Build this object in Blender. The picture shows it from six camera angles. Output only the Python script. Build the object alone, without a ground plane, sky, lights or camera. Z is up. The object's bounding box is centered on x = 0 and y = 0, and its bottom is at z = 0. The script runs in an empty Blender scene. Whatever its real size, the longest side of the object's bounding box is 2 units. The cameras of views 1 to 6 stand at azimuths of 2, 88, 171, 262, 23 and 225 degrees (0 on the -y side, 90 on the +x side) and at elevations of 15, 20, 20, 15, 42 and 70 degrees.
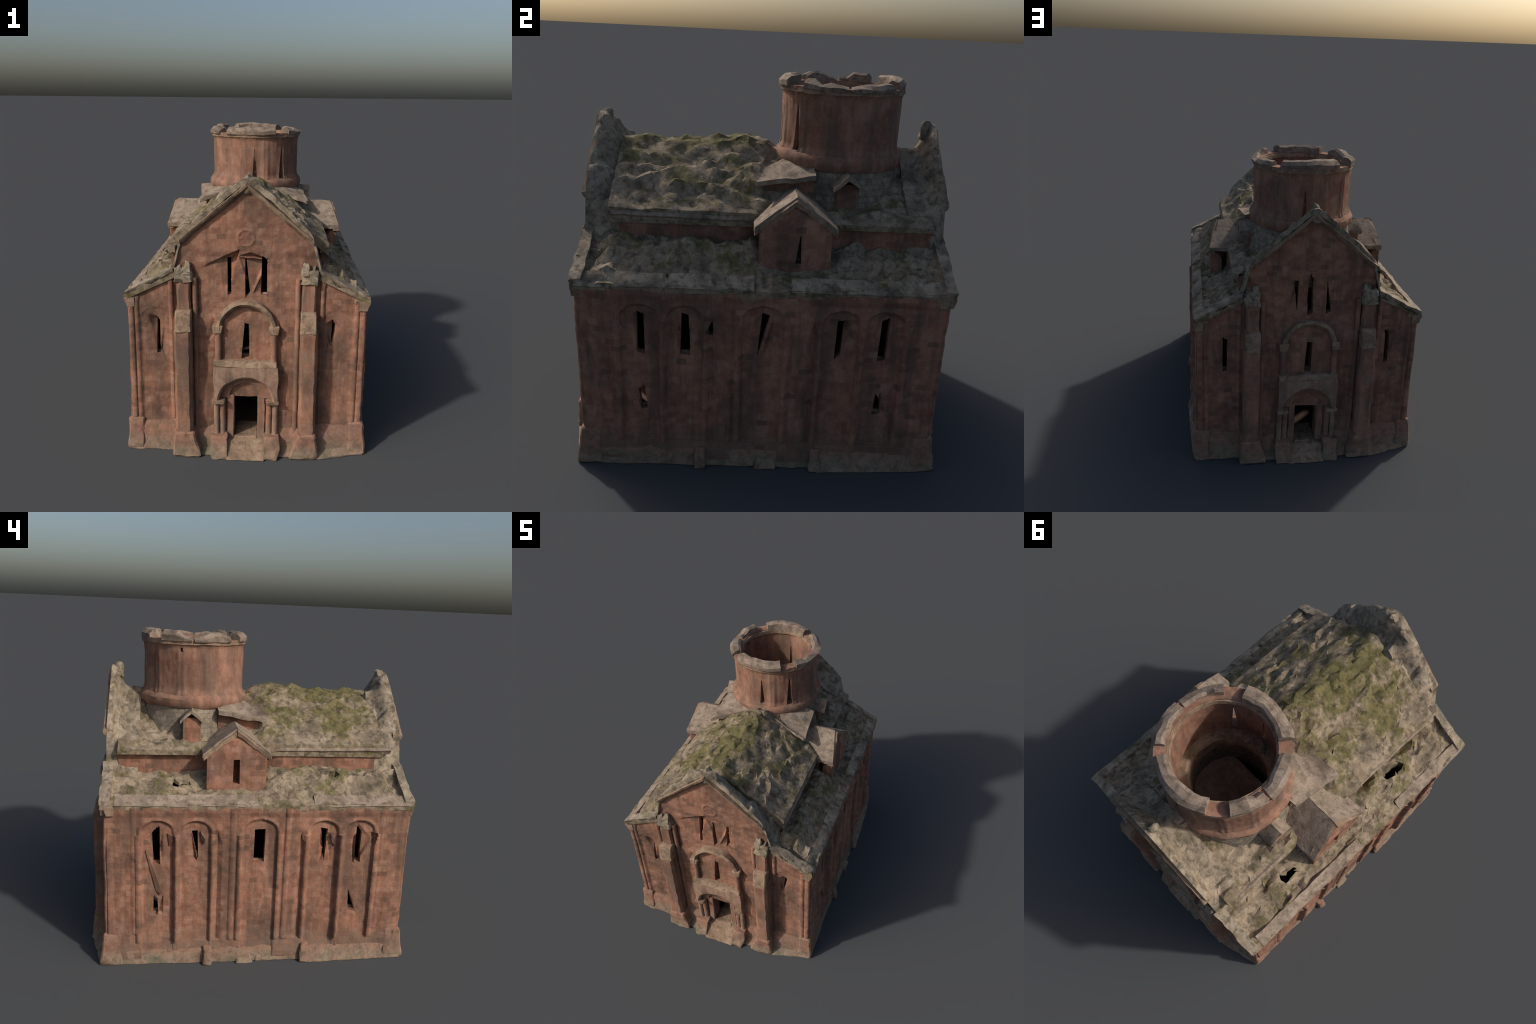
"""Ruined red-stone domed church: weathered masonry walls, broken stone roofs and an open drum."""
import bpy, bmesh, math, random
from math import sin, cos, pi, sqrt, atan2, radians
from mathutils import Vector, noise

random.seed(11)
RND = random.Random(5)

# ------------------------------------------------------------------ helpers
def nz(x, y, z, s=1.0, o=0.0):
    return noise.noise(Vector((x * s + o, y * s + 1.7 * o, z * s - 2.3 * o)))

def fbm(x, y, z, s=1.0, o=0.0, octv=3):
    a, t, f = 1.0, 0.0, s
    for i in range(octv):
        t += a * nz(x, y, z, f, o + 3.1 * i)
        a *= 0.5
        f *= 2.1
    return t

def sstep(a, b, x):
    t = max(0.0, min(1.0, (x - a) / (b - a)))
    return t * t * (3 - 2 * t)

def lerp(a, b, t):
    return a + (b - a) * t

def profile(pts, x):
    """piecewise linear profile through (x, value) control points"""
    if x <= pts[0][0]:
        return pts[0][1]
    for (x0, y0), (x1, y1) in zip(pts, pts[1:]):
        if x <= x1:
            return lerp(y0, y1, (x - x0) / (x1 - x0))
    return pts[-1][1]

def turn(k, u, d, z):
    """wall frame (along u, outward distance d) of side k to world; k=0 faces -y, 1 faces +x"""
    return ((u, -d, z), (d, u, z), (-u, d, z), (-d, -u, z))[k]

ROOT = bpy.data.objects.new("ruined_church", None)
bpy.context.scene.collection.objects.link(ROOT)
ROOT["label"] = "ruined red stone church with open round drum and mossy roofs"
ROOT["category"] = "church ruin"

def add(name, verts, faces, mat, parent=None, angle=38):
    me = bpy.data.meshes.new(name)
    me.from_pydata(verts, [], faces)
    bm = bmesh.new()
    bm.from_mesh(me)
    bmesh.ops.remove_doubles(bm, verts=bm.verts, dist=1e-5)
    bmesh.ops.dissolve_degenerate(bm, edges=bm.edges, dist=1e-5)
    bmesh.ops.recalc_face_normals(bm, faces=bm.faces)
    bm.to_mesh(me)
    bm.free()
    return finish(name, me, mat, parent, angle)

def finish(name, me, mat, parent=None, angle=38):
    me.materials.append(mat)
    me.polygons.foreach_set("use_smooth", [True] * len(me.polygons))
    if angle < 180:
        me.set_sharp_from_angle(angle=radians(angle))
    ob = bpy.data.objects.new(name, me)
    bpy.context.scene.collection.objects.link(ob)
    ob.parent = parent or ROOT
    return ob

def roughen(bm, amp, scale, seed, keep_ground=True):
    for v in bm.verts:
        c = v.co.copy()
        d = Vector((fbm(c.x, c.y, c.z, scale, seed, 2), fbm(c.x, c.y, c.z, scale, seed + 7, 2),
                    fbm(c.x, c.y, c.z, scale, seed + 13, 2))) * amp
        v.co = c + d
        if keep_ground and (v.co.z < 0.0 or c.z < 0.002):
            v.co.z = 0.0

def block(name, k, u0, u1, d0, d1, z0, z1, mat, amp=0.004, scale=14, seed=0.0, taper=0.0,
          cut=0.02, bevel=0.004, parent=None, top_d=None, shear=0.0, angle=38, bot=(0, 0, 0)):
    """hewn stone block in a wall frame; bot = (du0, du1, dd) widens the foot"""
    bm = bmesh.new()
    top_d = d1 if top_d is None else top_d
    low = [(u0 - bot[0], d0, z0), (u1 + bot[1], d0, z0), (u1 + bot[1], d1 + bot[2], z0), (u0 - bot[0], d1 + bot[2], z0)]
    hi = [(u0 + taper, d0, z1), (u1 - taper, d0, z1 + shear), (u1 - taper, top_d, z1 + shear), (u0 + taper, top_d, z1)]
    vs = [bm.verts.new(turn(k, *p)) for p in low + hi]
    for f in ((0, 1, 2, 3), (4, 5, 6, 7), (0, 1, 5, 4), (1, 2, 6, 5), (2, 3, 7, 6), (3, 0, 4, 7)):
        bm.faces.new([vs[i] for i in f])
    bmesh.ops.recalc_face_normals(bm, faces=bm.faces)
    if bevel:
        bmesh.ops.bevel(bm, geom=bm.edges[:], offset=bevel, segments=1, affect='EDGES')
    for _ in range(4):
        long = [e for e in bm.edges if e.calc_length() > cut * 1.6]
        if not long:
            break
        bmesh.ops.subdivide_edges(bm, edges=long, cuts=1, use_grid_fill=True)
    bmesh.ops.triangulate(bm, faces=[f for f in bm.faces if len(f.verts) > 4])
    roughen(bm, amp, scale, seed)
    bmesh.ops.recalc_face_normals(bm, faces=bm.faces)
    me = bpy.data.meshes.new(name)
    bm.to_mesh(me)
    bm.free()
    return finish(name, me, mat, parent, angle)

def sweep(name, path, ring, mat, closed=False, amp=0.003, scale=14, seed=0.0, parent=None, angle=38, caps=True):
    """loft a ring function along a list of stations; ring(i) returns the world points of station i"""
    verts, faces = [], []
    n = len(path)
    for i in range(n):
        pts = ring(path[i])
        m = len(pts)
        for p in pts:
            q = Vector(p)
            q += Vector((fbm(*q, scale, seed, 2), fbm(*q, scale, seed + 5, 2), fbm(*q, scale, seed + 9, 2))) * amp
            q.z = 0.0 if p[2] < 0.001 else max(q.z, 0.0)
            verts.append(q)
    for i in range(n - (0 if closed else 1)):
        a, b = i * m, ((i + 1) % n) * m
        for j in range(m):
            j2 = (j + 1) % m
            faces.append((a + j, a + j2, b + j2, b + j))
    if caps and not closed:
        faces.append(tuple(range(m)))
        faces.append(tuple((n - 1) * m + j for j in range(m)))
    return add(name, verts, faces, mat, parent, angle)

def span(a, b, step):
    n = max(1, int(round(abs(b - a) / step)))
    return [a + (b - a) * i / n for i in range(n + 1)]

def column(name, k, u, d, r, z0, z1, mat, amp=0.0025, seed=0.0, flare=0.0, parent=None, seg=10, lean=0.0):
    def ring(z):
        t = (z - z0) / (z1 - z0)
        rr = r * (1 + flare * (max(0, 0.12 - t) / 0.12 + max(0, t - 0.92) / 0.08))
        return [turn(k, u + lean * t + rr * cos(2 * pi * j / seg), d + rr * sin(2 * pi * j / seg), z) for j in range(seg)]
    return sweep(name, span(z0, z1, 0.02), ring, mat, amp=amp, scale=12, seed=seed, parent=parent, angle=60)

def in_poly(p, poly):
    x, y = p
    c = False
    n = len(poly)
    for i in range(n):
        x0, y0 = poly[i]
        x1, y1 = poly[(i + 1) % n]
        if (y0 > y) != (y1 > y) and x < (x1 - x0) * (y - y0) / (y1 - y0) + x0:
            c = not c
    return c

def near_edge(p, poly):
    best, bp = 9.0, p
    n = len(poly)
    for i in range(n):
        ax, ay = poly[i]
        bx, by = poly[(i + 1) % n]
        dx, dy = bx - ax, by - ay
        L = dx * dx + dy * dy
        t = 0 if L == 0 else max(0, min(1, ((p[0] - ax) * dx + (p[1] - ay) * dy) / L))
        q = (ax + t * dx, ay + t * dy)
        dist = math.hypot(p[0] - q[0], p[1] - q[1])
        if dist < best:
            best, bp = dist, q
    return best, bp

def panel(name, place, us, zs, depth, holes, back, mat, top=None, parent=None, angle=32, wrap=False):
    """masonry sheet with real thickness: outer skin displaced by depth(u,z), flat inner skin at -back,
    openings cut where holes (polygons in u,z) lie.  place(u, z, d) gives the world point."""
    step = us[1] - us[0]
    nu, nzv = len(us), len(zs)
    outer, inner, ok = [], [], []
    for i, u in enumerate(us):
        for j, z in enumerate(zs):
            p = (u, min(z, top(u)) if top else z)
            for h in holes:
                dist, q = near_edge(p, h)
                if dist < 0.55 * step:
                    p = q
                    break
            outer.append(place(p[0], p[1], depth(p[0], p[1])))
            inner.append(place(p[0], min(p[1], top(u) - 0.085) if top else p[1], -back))
    faces = []
    N = len(outer)
    count = {}
    for i in range(nu if wrap else nu - 1):
        i2 = (i + 1) % nu
        for j in range(nzv - 1):
            a, b, c, d = i * nzv + j, i2 * nzv + j, i2 * nzv + j + 1, i * nzv + j + 1
            uc = (us[i] + (us[i2] if i2 else us[i] + step)) / 2
            zc = (zs[j] + zs[j + 1]) / 2
            if top and zs[j] >= top(uc) - 1e-6:
                continue
            if any(in_poly((uc, zc), h) for h in holes):
                continue
            faces.append((a, b, c, d))
    for f in faces:
        for e in zip(f, f[1:] + f[:1]):
            count[e] = 1
    rim = [(a, b) for (a, b) in count if (b, a) not in count]
    allf = list(faces) + [tuple(v + N for v in reversed(f)) for f in faces]
    allf += [(b, a, a + N, b + N) for a, b in rim]
    return add(name, outer + inner, allf, mat, parent, angle)

# ------------------------------------------------------------------ materials
YD_C = 0.371                  # centre of the round courses

def nodes_of(name):
    m = bpy.data.materials.new(name)
    m.use_nodes = True
    nt = m.node_tree
    bs = nt.nodes["Principled BSDF"]
    bs.inputs["Roughness"].default_value = 0.95
    bs.inputs["Specular IOR Level"].default_value = 0.15
    tc = nt.nodes.new("ShaderNodeTexCoord")
    return m, nt, bs, tc.outputs["Object"]

class Net:
    def __init__(self, nt):
        self.nt = nt
    def node(self, t, **kw):
        n = self.nt.nodes.new(t)
        for a, b in kw.items():
            setattr(n, a, b)
        return n
    def link(self, a, b):
        self.nt.links.new(a, b)
    def mapping(self, vec, scale, loc=(0, 0, 0), rot=(0, 0, 0)):
        n = self.node("ShaderNodeMapping")
        n.inputs["Scale"].default_value = scale
        n.inputs["Location"].default_value = loc
        n.inputs["Rotation"].default_value = rot
        self.link(vec, n.inputs["Vector"])
        return n.outputs["Vector"]
    def noise(self, vec, scale, detail=4, rough=0.55, dist=0.0):
        n = self.node("ShaderNodeTexNoise")
        n.inputs["Scale"].default_value = scale
        n.inputs["Detail"].default_value = detail
        n.inputs["Roughness"].default_value = rough
        n.inputs["Distortion"].default_value = dist
        self.link(vec, n.inputs["Vector"])
        return n.outputs["Fac"]
    def ramp(self, fac, stops):
        n = self.node("ShaderNodeValToRGB")
        el = n.color_ramp.elements
        while len(el) < len(stops):
            el.new(0.5)
        for e, (p, c) in zip(el, stops):
            e.position = p
            e.color = (c, c, c, 1) if not isinstance(c, tuple) else (*c, 1)
        self.link(fac, n.inputs["Fac"])
        return n.outputs["Color"]
    def mix(self, fac, a, b, mode='MIX'):
        n = self.node("ShaderNodeMix", data_type='RGBA', blend_type=mode)
        for sock, val in ((n.inputs[0], fac), (n.inputs[6], a), (n.inputs[7], b)):
            if isinstance(val, (int, float)):
                sock.default_value = val
            elif isinstance(val, tuple):
                sock.default_value = (*val, 1)
            else:
                self.link(val, sock)
        return n.outputs[2]
    def math(self, op, a, b=0.0):
        n = self.node("ShaderNodeMath", operation=op)
        for s, v in zip(n.inputs, (a, b)):
            if isinstance(v, (int, float)):
                s.default_value = v
            else:
                self.link(v, s)
        return n.outputs[0]
    def bump(self, bs, h, strength, dist):
        n = self.node("ShaderNodeBump")
        n.inputs["Strength"].default_value = strength
        n.inputs["Distance"].default_value = dist
        self.link(h, n.inputs["Height"])
        self.link(n.outputs["Normal"], bs.inputs["Normal"])

def masonry_material(name, base, dark, pale, grey, courses=True, round_plan=False, grey_amount=0.5):
    m, nt, bs, oc = nodes_of(name)
    N = Net(nt)
    sep = N.node("ShaderNodeSeparateXYZ")
    N.link(oc, sep.inputs[0])
    comb = N.node("ShaderNodeCombineXYZ")
    if round_plan:
        ang = N.math('ARCTAN2', N.math('SUBTRACT', sep.outputs[1], YD_C), sep.outputs[0])
        N.link(N.math('MULTIPLY', ang, 0.31), comb.inputs[0])
    else:
        N.link(N.math('ADD', sep.outputs[0], sep.outputs[1]), comb.inputs[0])
    N.link(sep.outputs[2], comb.inputs[1])
    wob = N.node("ShaderNodeMix", data_type='VECTOR')
    wob.inputs[0].default_value = 0.012
    nzc = N.node("ShaderNodeTexNoise")
    nzc.inputs["Scale"].default_value = 14
    N.link(oc, nzc.inputs["Vector"])
    N.link(comb.outputs[0], wob.inputs[4])
    N.link(nzc.outputs["Color"], wob.inputs[5])
    br = N.node("ShaderNodeTexBrick")
    br.inputs["Scale"].default_value = 1.0
    br.inputs["Brick Width"].default_value = 0.056
    br.inputs["Row Height"].default_value = 0.033
    br.inputs["Mortar Size"].default_value = 0.0035
    br.inputs["Mortar Smooth"].default_value = 1.0
    br.inputs["Color1"].default_value = (0, 0, 0, 1)
    br.inputs["Color2"].default_value = (1, 1, 1, 1)
    br.inputs["Mortar"].default_value = (0.4, 0.4, 0.4, 1)
    N.link(wob.outputs[1], br.inputs["Vector"])
    blocks = br.outputs["Color"]
    big = N.noise(oc, 5.5, 4, 0.6, 0.4)
    mid = N.noise(oc, 22, 4, 0.6)
    streak = N.noise(N.mapping(oc, (34, 34, 3.2)), 1.0, 4, 0.6)
    fine = N.noise(oc, 90, 4, 0.6)
    col = N.mix(N.ramp(big, [(0.38, 0.0), (0.60, 1.0)]), dark, base)
    col = N.mix(N.math('MULTIPLY', N.ramp(mid, [(0.45, 0.0), (0.72, 1.0)]), 0.55), col, pale)
    if courses:
        col = N.mix(N.math('MULTIPLY', N.ramp(blocks, [(0.0, 1.0), (0.35, 0.0)]), 0.46), col, tuple(c * 0.62 for c in dark))
        col = N.mix(N.math('MULTIPLY', N.ramp(blocks, [(0.62, 0.0), (1.0, 1.0)]), 0.46), col, pale)
        odd = N.ramp(blocks, [(0.0, 1.0), (0.04, 1.0), (0.055, 0.0)])
        col = N.mix(N.math('MULTIPLY', odd, 0.4), col, tuple(c * 0.7 for c in grey))
    gm = N.ramp(N.noise(oc, 9, 5, 0.62, 0.6), [(0.5, 0.0), (0.7, 1.0)])
    col = N.mix(N.math('MULTIPLY', gm, grey_amount), col, grey)
    col = N.mix(N.math('MULTIPLY', N.ramp(streak, [(0.28, 1.0), (0.5, 0.0)]), 0.42), col, tuple(c * 0.5 for c in dark))
    dark_patches = N.noise(N.mapping(oc, (9, 9, 2.2), (4.4, 1.9, 0.3)), 1.0, 5, 0.62, 0.3)
    col = N.mix(N.math('MULTIPLY', N.ramp(dark_patches, [(0.38, 1.0), (0.54, 0.0)]), 0.6), col, tuple(c * 0.5 for c in grey))
    # soot and wash at the foot of the walls
    foot = N.math('MULTIPLY', N.ramp(sep.outputs[2], [(0.10, 1.0), (0.24, 0.0)]), N.ramp(mid, [(0.3, 0.15), (0.6, 0.8)]))
    col = N.mix(foot, col, grey)
    sh = N.ramp(fine, [(0.2, 0.78), (0.8, 1.12)])
    col = N.mix(1.0, col, sh, 'MULTIPLY')
    N.link(col, bs.inputs["Base Color"])
    N.bump(bs, N.math('ADD', N.math('MULTIPLY', mid, 0.7), N.math('MULTIPLY', fine, 0.3)), 0.35, 0.006)
    return m

def stone_material(name, pale, tan, dark, moss=None, moss_lo=0.52, bricks=False, foot=False, dark_amt=1.0, ridge=False):
    m, nt, bs, oc = nodes_of(name)
    N = Net(nt)
    a = N.noise(oc, 13, 5, 0.62, 0.7)
    b = N.noise(N.mapping(oc, (1, 1, 1), (3.1, 1.2, 0.7)), 27, 5, 0.6, 0.5)
    c = N.noise(N.mapping(oc, (1, 1, 1), (7.7, 4.1, 2.2)), 7, 4, 0.6, 0.4)
    fine = N.noise(oc, 110, 4, 0.6)
    col = N.mix(N.ramp(a, [(0.36, 0.0), (0.62, 1.0)]), tan, pale)
    col = N.mix(N.math('MULTIPLY', N.ramp(b, [(0.34, 1.0), (0.52, 0.0)]), 0.75 * dark_amt), col, dark)
    col = N.mix(N.math('MULTIPLY', N.ramp(c, [(0.35, 1.0), (0.5, 0.0)]), 0.55 * dark_amt), col, dark)
    if bricks:
        sep = N.node("ShaderNodeSeparateXYZ")
        N.link(oc, sep.inputs[0])
        comb = N.node("ShaderNodeCombineXYZ")
        ang = N.math('ARCTAN2', N.math('SUBTRACT', sep.outputs[1], YD_C), sep.outputs[0])
        N.link(N.math('MULTIPLY', ang, 0.31), comb.inputs[0])
        N.link(sep.outputs[2], comb.inputs[1])
        br = N.node("ShaderNodeTexBrick")
        br.inputs["Scale"].default_value = 1.0
        br.inputs["Brick Width"].default_value = 0.036
        br.inputs["Row Height"].default_value = 0.028
        br.inputs["Mortar Size"].default_value = 0.003
        br.inputs["Color1"].default_value = (0.55, 0.55, 0.55, 1)
        br.inputs["Color2"].default_value = (1.1, 1.1, 1.1, 1)
        br.inputs["Mortar"].default_value = (0.5, 0.5, 0.5, 1)
        N.link(comb.outputs[0], br.inputs["Vector"])
        col = N.mix(0.6, col, br.outputs["Color"], 'MULTIPLY')
    if moss:
        d = N.noise(N.mapping(oc, (1.0, 0.7, 1.0), (1.3, 5.2, 0.4)), 6.5, 4, 0.6, 0.5)
        e = N.noise(N.mapping(oc, (1, 1, 1), (2.3, 0.2, 9.4)), 30, 4, 0.65)
        mk = N.math('ADD', d, N.math('MULTIPLY', N.math('SUBTRACT', e, 0.5), 0.75))
        if ridge:
            # the moss carpet sits along the ridge of the long arm of the nave
            sp = N.node("ShaderNodeSeparateXYZ")
            N.link(oc, sp.inputs[0])
            near = N.ramp(N.math('ABSOLUTE', N.math('ADD', sp.outputs[0], 0.02)), [(0.0, 0.17), (0.15, 0.13), (0.42, 0.03)])
            arm = N.ramp(N.math('ADD', N.math('MULTIPLY', sp.outputs[1], 1.0), 1.0), [(0.20, 0.0), (0.34, 1.0), (0.85, 0.9), (1.0, 0.0)])
            mk = N.math('ADD', mk, N.math('MULTIPLY', near, arm))
        mf = N.ramp(mk, [(moss_lo - 0.02, 0.0), (moss_lo + 0.16, 1.0)])
        mcol = N.mix(N.ramp(b, [(0.3, 0.0), (0.65, 1.0)]), tuple(x * 0.45 for x in moss), moss)
        col = N.mix(N.math('MULTIPLY', mf, 0.85), col, mcol)
    if foot:
        s0 = N.node("ShaderNodeSeparateXYZ")
        N.link(oc, s0.inputs[0])
        hi = N.math('MULTIPLY', N.ramp(s0.outputs[2], [(0.040, 0.0), (0.095, 1.0)]), N.ramp(a, [(0.40, 0.25), (0.58, 0.95)]))
        col = N.mix(hi, col, N.mix(N.ramp(b, [(0.3, 0.0), (0.7, 1.0)]), (0.20, 0.105, 0.075), (0.33, 0.175, 0.12)))
        sp = N.node("ShaderNodeSeparateXYZ")
        N.link(oc, sp.inputs[0])
        g = N.math('MULTIPLY', N.ramp(sp.outputs[2], [(0.03, 1.0), (0.13, 0.0)]), N.ramp(c, [(0.46, 0.0), (0.62, 0.6)]))
        col = N.mix(g, col, (0.115, 0.122, 0.082))
    col = N.mix(1.0, col, N.ramp(fine, [(0.2, 0.75), (0.8, 1.15)]), 'MULTIPLY')
    N.link(col, bs.inputs["Base Color"])
    N.bump(bs, N.math('ADD', N.math('MULTIPLY', b, 0.7), N.math('MULTIPLY', fine, 0.3)), 0.5, 0.008)
    return m

RED, RED_D, RED_P, RED_G = (0.345, 0.165, 0.106), (0.22, 0.108, 0.074), (0.40, 0.238, 0.170), (0.185, 0.13, 0.098)
M_WALL = masonry_material("red_tuff_masonry", RED, RED_D, RED_P, RED_G)
M_DRUM = masonry_material("drum_tuff_masonry", (0.335, 0.178, 0.12), RED_D, (0.39, 0.235, 0.17), (0.21, 0.155, 0.12), round_plan=True, courses=False)
M_PIER = masonry_material("pier_tuff_masonry", (0.325, 0.168, 0.112), (0.21, 0.11, 0.075), (0.385, 0.24, 0.17), (0.23, 0.17, 0.13), courses=False, grey_amount=0.7)
M_PORTAL = masonry_material("carved_portal_stone", (0.35, 0.225, 0.16), (0.24, 0.14, 0.10), (0.42, 0.31, 0.23), (0.27, 0.205, 0.155), courses=False, grey_amount=0.8)
M_ROOF = stone_material("mossy_roof_rubble", (0.345, 0.272, 0.196), (0.215, 0.163, 0.110), (0.062, 0.052, 0.039), moss=(0.145, 0.130, 0.048), moss_lo=0.535, ridge=True)  # near-black third colour paints roof shadows into the stone as blotches
M_RUBBLE = stone_material("pale_rubble", (0.365, 0.30, 0.222), (0.235, 0.183, 0.132), (0.07, 0.06, 0.045), moss=(0.20, 0.19, 0.075), moss_lo=0.62)
M_SLAB = stone_material("smooth_roof_slab", (0.345, 0.272, 0.208), (0.235, 0.178, 0.135), (0.095, 0.075, 0.058), dark_amt=0.85)
M_RIM = stone_material("dark_rim_stone", (0.32, 0.25, 0.195), (0.225, 0.165, 0.125), (0.085, 0.067, 0.052), dark_amt=0.9)
M_TRIM = stone_material("weathered_trim_stone", (0.345, 0.245, 0.17), (0.25, 0.165, 0.113), (0.10, 0.074, 0.052), dark_amt=0.85)
M_BASE = stone_material("grey_foot_stone", (0.33, 0.235, 0.17), (0.25, 0.155, 0.11), (0.10, 0.08, 0.06), dark_amt=0.8, foot=True)
M_FOOT = M_BASE
M_RING = stone_material("drum_foot_ashlar", (0.33, 0.275, 0.21), (0.24, 0.195, 0.145), (0.10, 0.082, 0.064), bricks=True, dark_amt=0.7)
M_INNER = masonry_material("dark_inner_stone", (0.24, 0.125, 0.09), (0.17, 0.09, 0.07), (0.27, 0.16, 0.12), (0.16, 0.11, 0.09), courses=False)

# ------------------------------------------------------------------ main sizes
XW, YW = 0.684, 0.849         # outer faces of side and end walls
YD, RD = 0.371, 0.306         # centre (y) and radius of the drum

def wob(u, z, o):
    return 0.006 * fbm(u, z, o, 5, o, 2) + 0.0022 * fbm(u, z, o, 26, o, 2)

def facet(u, z, tri):
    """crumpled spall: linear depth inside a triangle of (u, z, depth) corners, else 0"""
    (ax, ay, ad), (bx, by, bd), (cx, cy, cd) = tri
    den = (by - cy) * (ax - cx) + (cx - bx) * (ay - cy)
    l0 = ((by - cy) * (u - cx) + (cx - bx) * (z - cy)) / den
    l1 = ((cy - ay) * (u - cx) + (ax - cx) * (z - cy)) / den
    l2 = 1 - l0 - l1
    m = min(l0, l1, l2)
    return (l0 * ad + l1 * bd + l2 * cd) * sstep(0.0, 0.09, m) if m >= 0 else 0.0

# ------------------------------------------------------------------ side walls
EAST_SPALL = [((-0.60, 0.83, 0), (-0.583, 0.60, 0), (-0.572, 0.80, -.03)), ((-0.40, 0.82, 0), (-0.40, 0.60, 0), (-0.376, 0.72, -.03)), ((-0.33, 0.82, 0), (-0.33, 0.60, 0), (-0.348, 0.72, -.02)),
              ((-0.05, 0.80, 0), (-0.02, 0.59, 0), (0.0, 0.85, -.025)), ((0.045, 0.83, -.012), (0.05, 0.62, 0), (0.0, 0.62, -.02)),
              ((0.44, 0.70, 0), (0.34, 0.62, 0), (0.375, 0.82, -.035)), ((0.44, 0.70, 0), (0.44, 0.82, -.01), (0.375, 0.82, -.035)), ((0.52, 0.83, 0), (0.64, 0.83, 0), (0.575, 0.86, -.02)),
              ((-0.60, 0.42, 0), (-0.55, 0.45, -.012), (-0.57, 0.30, -.02)), ((0.62, 0.30, 0), (0.58, 0.46, -.015), (0.575, 0.31, -.025))]
WEST_SPALL = [((-0.63, 0.76, -.02), (-0.565, 0.85, -.01), (-0.58, 0.72, -.02)), ((-0.54, 0.84, 0), (-0.54, 0.60, 0), (-0.562, 0.72, -.02)), ((-0.39, 0.83, 0), (-0.40, 0.62, 0), (-0.35, 0.63, -.03)),
              ((0.34, 0.83, 0), (0.34, 0.60, 0), (0.375, 0.66, -.03)), ((0.42, 0.80, 0), (0.41, 0.60, 0), (0.375, 0.80, -.02)), ((0.555, 0.86, -.01), (0.65, 0.76, 0), (0.575, 0.62, -.03)),
              ((0.52, 0.74, 0), (0.555, 0.80, -.02), (0.55, 0.60, -.02)), ((0.64, 0.80, -.02), (0.68, 0.80, -.03), (0.655, 0.70, -.01)), ((0.53, 0.46, -.005), (0.60, 0.28, 0), (0.54, 0.30, -.025)),
              ((-0.61, 0.30, 0), (-0.59, 0.44, -.015), (-0.57, 0.30, -.02)), ((-0.54, 0.44, -.01), (-0.54, 0.30, 0), (-0.568, 0.32, -.02))]
BAYS = [(0.0, 0.098), (0.363, 0.085), (-0.363, 0.085), (0.572, 0.088), (-0.572, 0.088)]

def side_depth(seed, spalls):
    def f(u, z):
        d = 0.007 + 0.008 * (0.9 - z) / 0.7 + wob(u, z, seed)
        for c, w in BAYS:
            a = abs(u - c)
            h = 0.80 + (0.8 * sqrt(max(0, w * w - a * a)) if a < w else 0)
            ins = sstep(w + 0.004, w - 0.012, a) * sstep(h + 0.008, h - 0.012, z)
            d -= 0.010 * ins
            if z > 0.79:                         # arch hoods over the bays
                r = math.hypot(u - c, (z - 0.80) / 0.8)
                d += 0.009 * max(0, 1 - abs(r - w - 0.010) / 0.017) * (0.7 + 1.2 * nz(u, z, seed, 14))
            elif z > 0.14:                       # slim half shafts at the bay edges
                d += 0.013 * sqrt(max(0, 1 - ((a - w - 0.014) / 0.017) ** 2))
        for s in (-1, 1):                        # tall triangular niches
            a = abs(u - s * 0.238)
            w = 0.027 * sstep(0.815, 0.72, z)
            if z > 0.14 and a < w:
                d -= 0.015 * (1 - a / w)
            d += 0.013 * math.exp(-((u - s * 0.238) / 0.028) ** 2 - ((z - 0.825) / 0.022) ** 2)
            d += 0.006 * sqrt(max(0, 1 - ((abs(u) - 0.155) / 0.016) ** 2)) * (z > 0.14) * 0.6
        a = abs(u)                               # paired shafts at the corners
        if z > 0.19:
            d += 0.004 * sqrt(max(0, 1 - ((a - 0.83) / 0.018) ** 2))
            d += 0.004 * sqrt(max(0, 1 - ((a - 0.70) / 0.016) ** 2))
        d += 0.010 * sstep(0.885, 0.93, z)
        d -= 0.009 * sstep(0.77, 0.83, abs(u)) * sstep(0.15, 0.22, z)
        return d + min(facet(u, z, t) for t in spalls)
    return f

EAST_OPEN = [
    [(-0.583, 0.835), (-0.556, 0.82), (-0.553, 0.61), (-0.585, 0.625)],
    [(-0.376, 0.835), (-0.348, 0.822), (-0.342, 0.612), (-0.382, 0.618)],
    [(-0.003, 0.845), (0.026, 0.832), (0.020, 0.80), (-0.018, 0.612)],
    [(0.348, 0.818), (0.376, 0.818), (0.368, 0.64), (0.345, 0.612)],
    [(0.556, 0.825), (0.586, 0.838), (0.584, 0.62), (0.552, 0.608)],
    [(-0.582, 0.42), (-0.556, 0.435), (-0.545, 0.318), (-0.572, 0.314)],
    [(0.562, 0.435), (0.585, 0.40), (0.592, 0.315), (0.556, 0.315)],
    [(-0.262, 0.745), (-0.235, 0.80), (-0.235, 0.715)],
]
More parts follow.
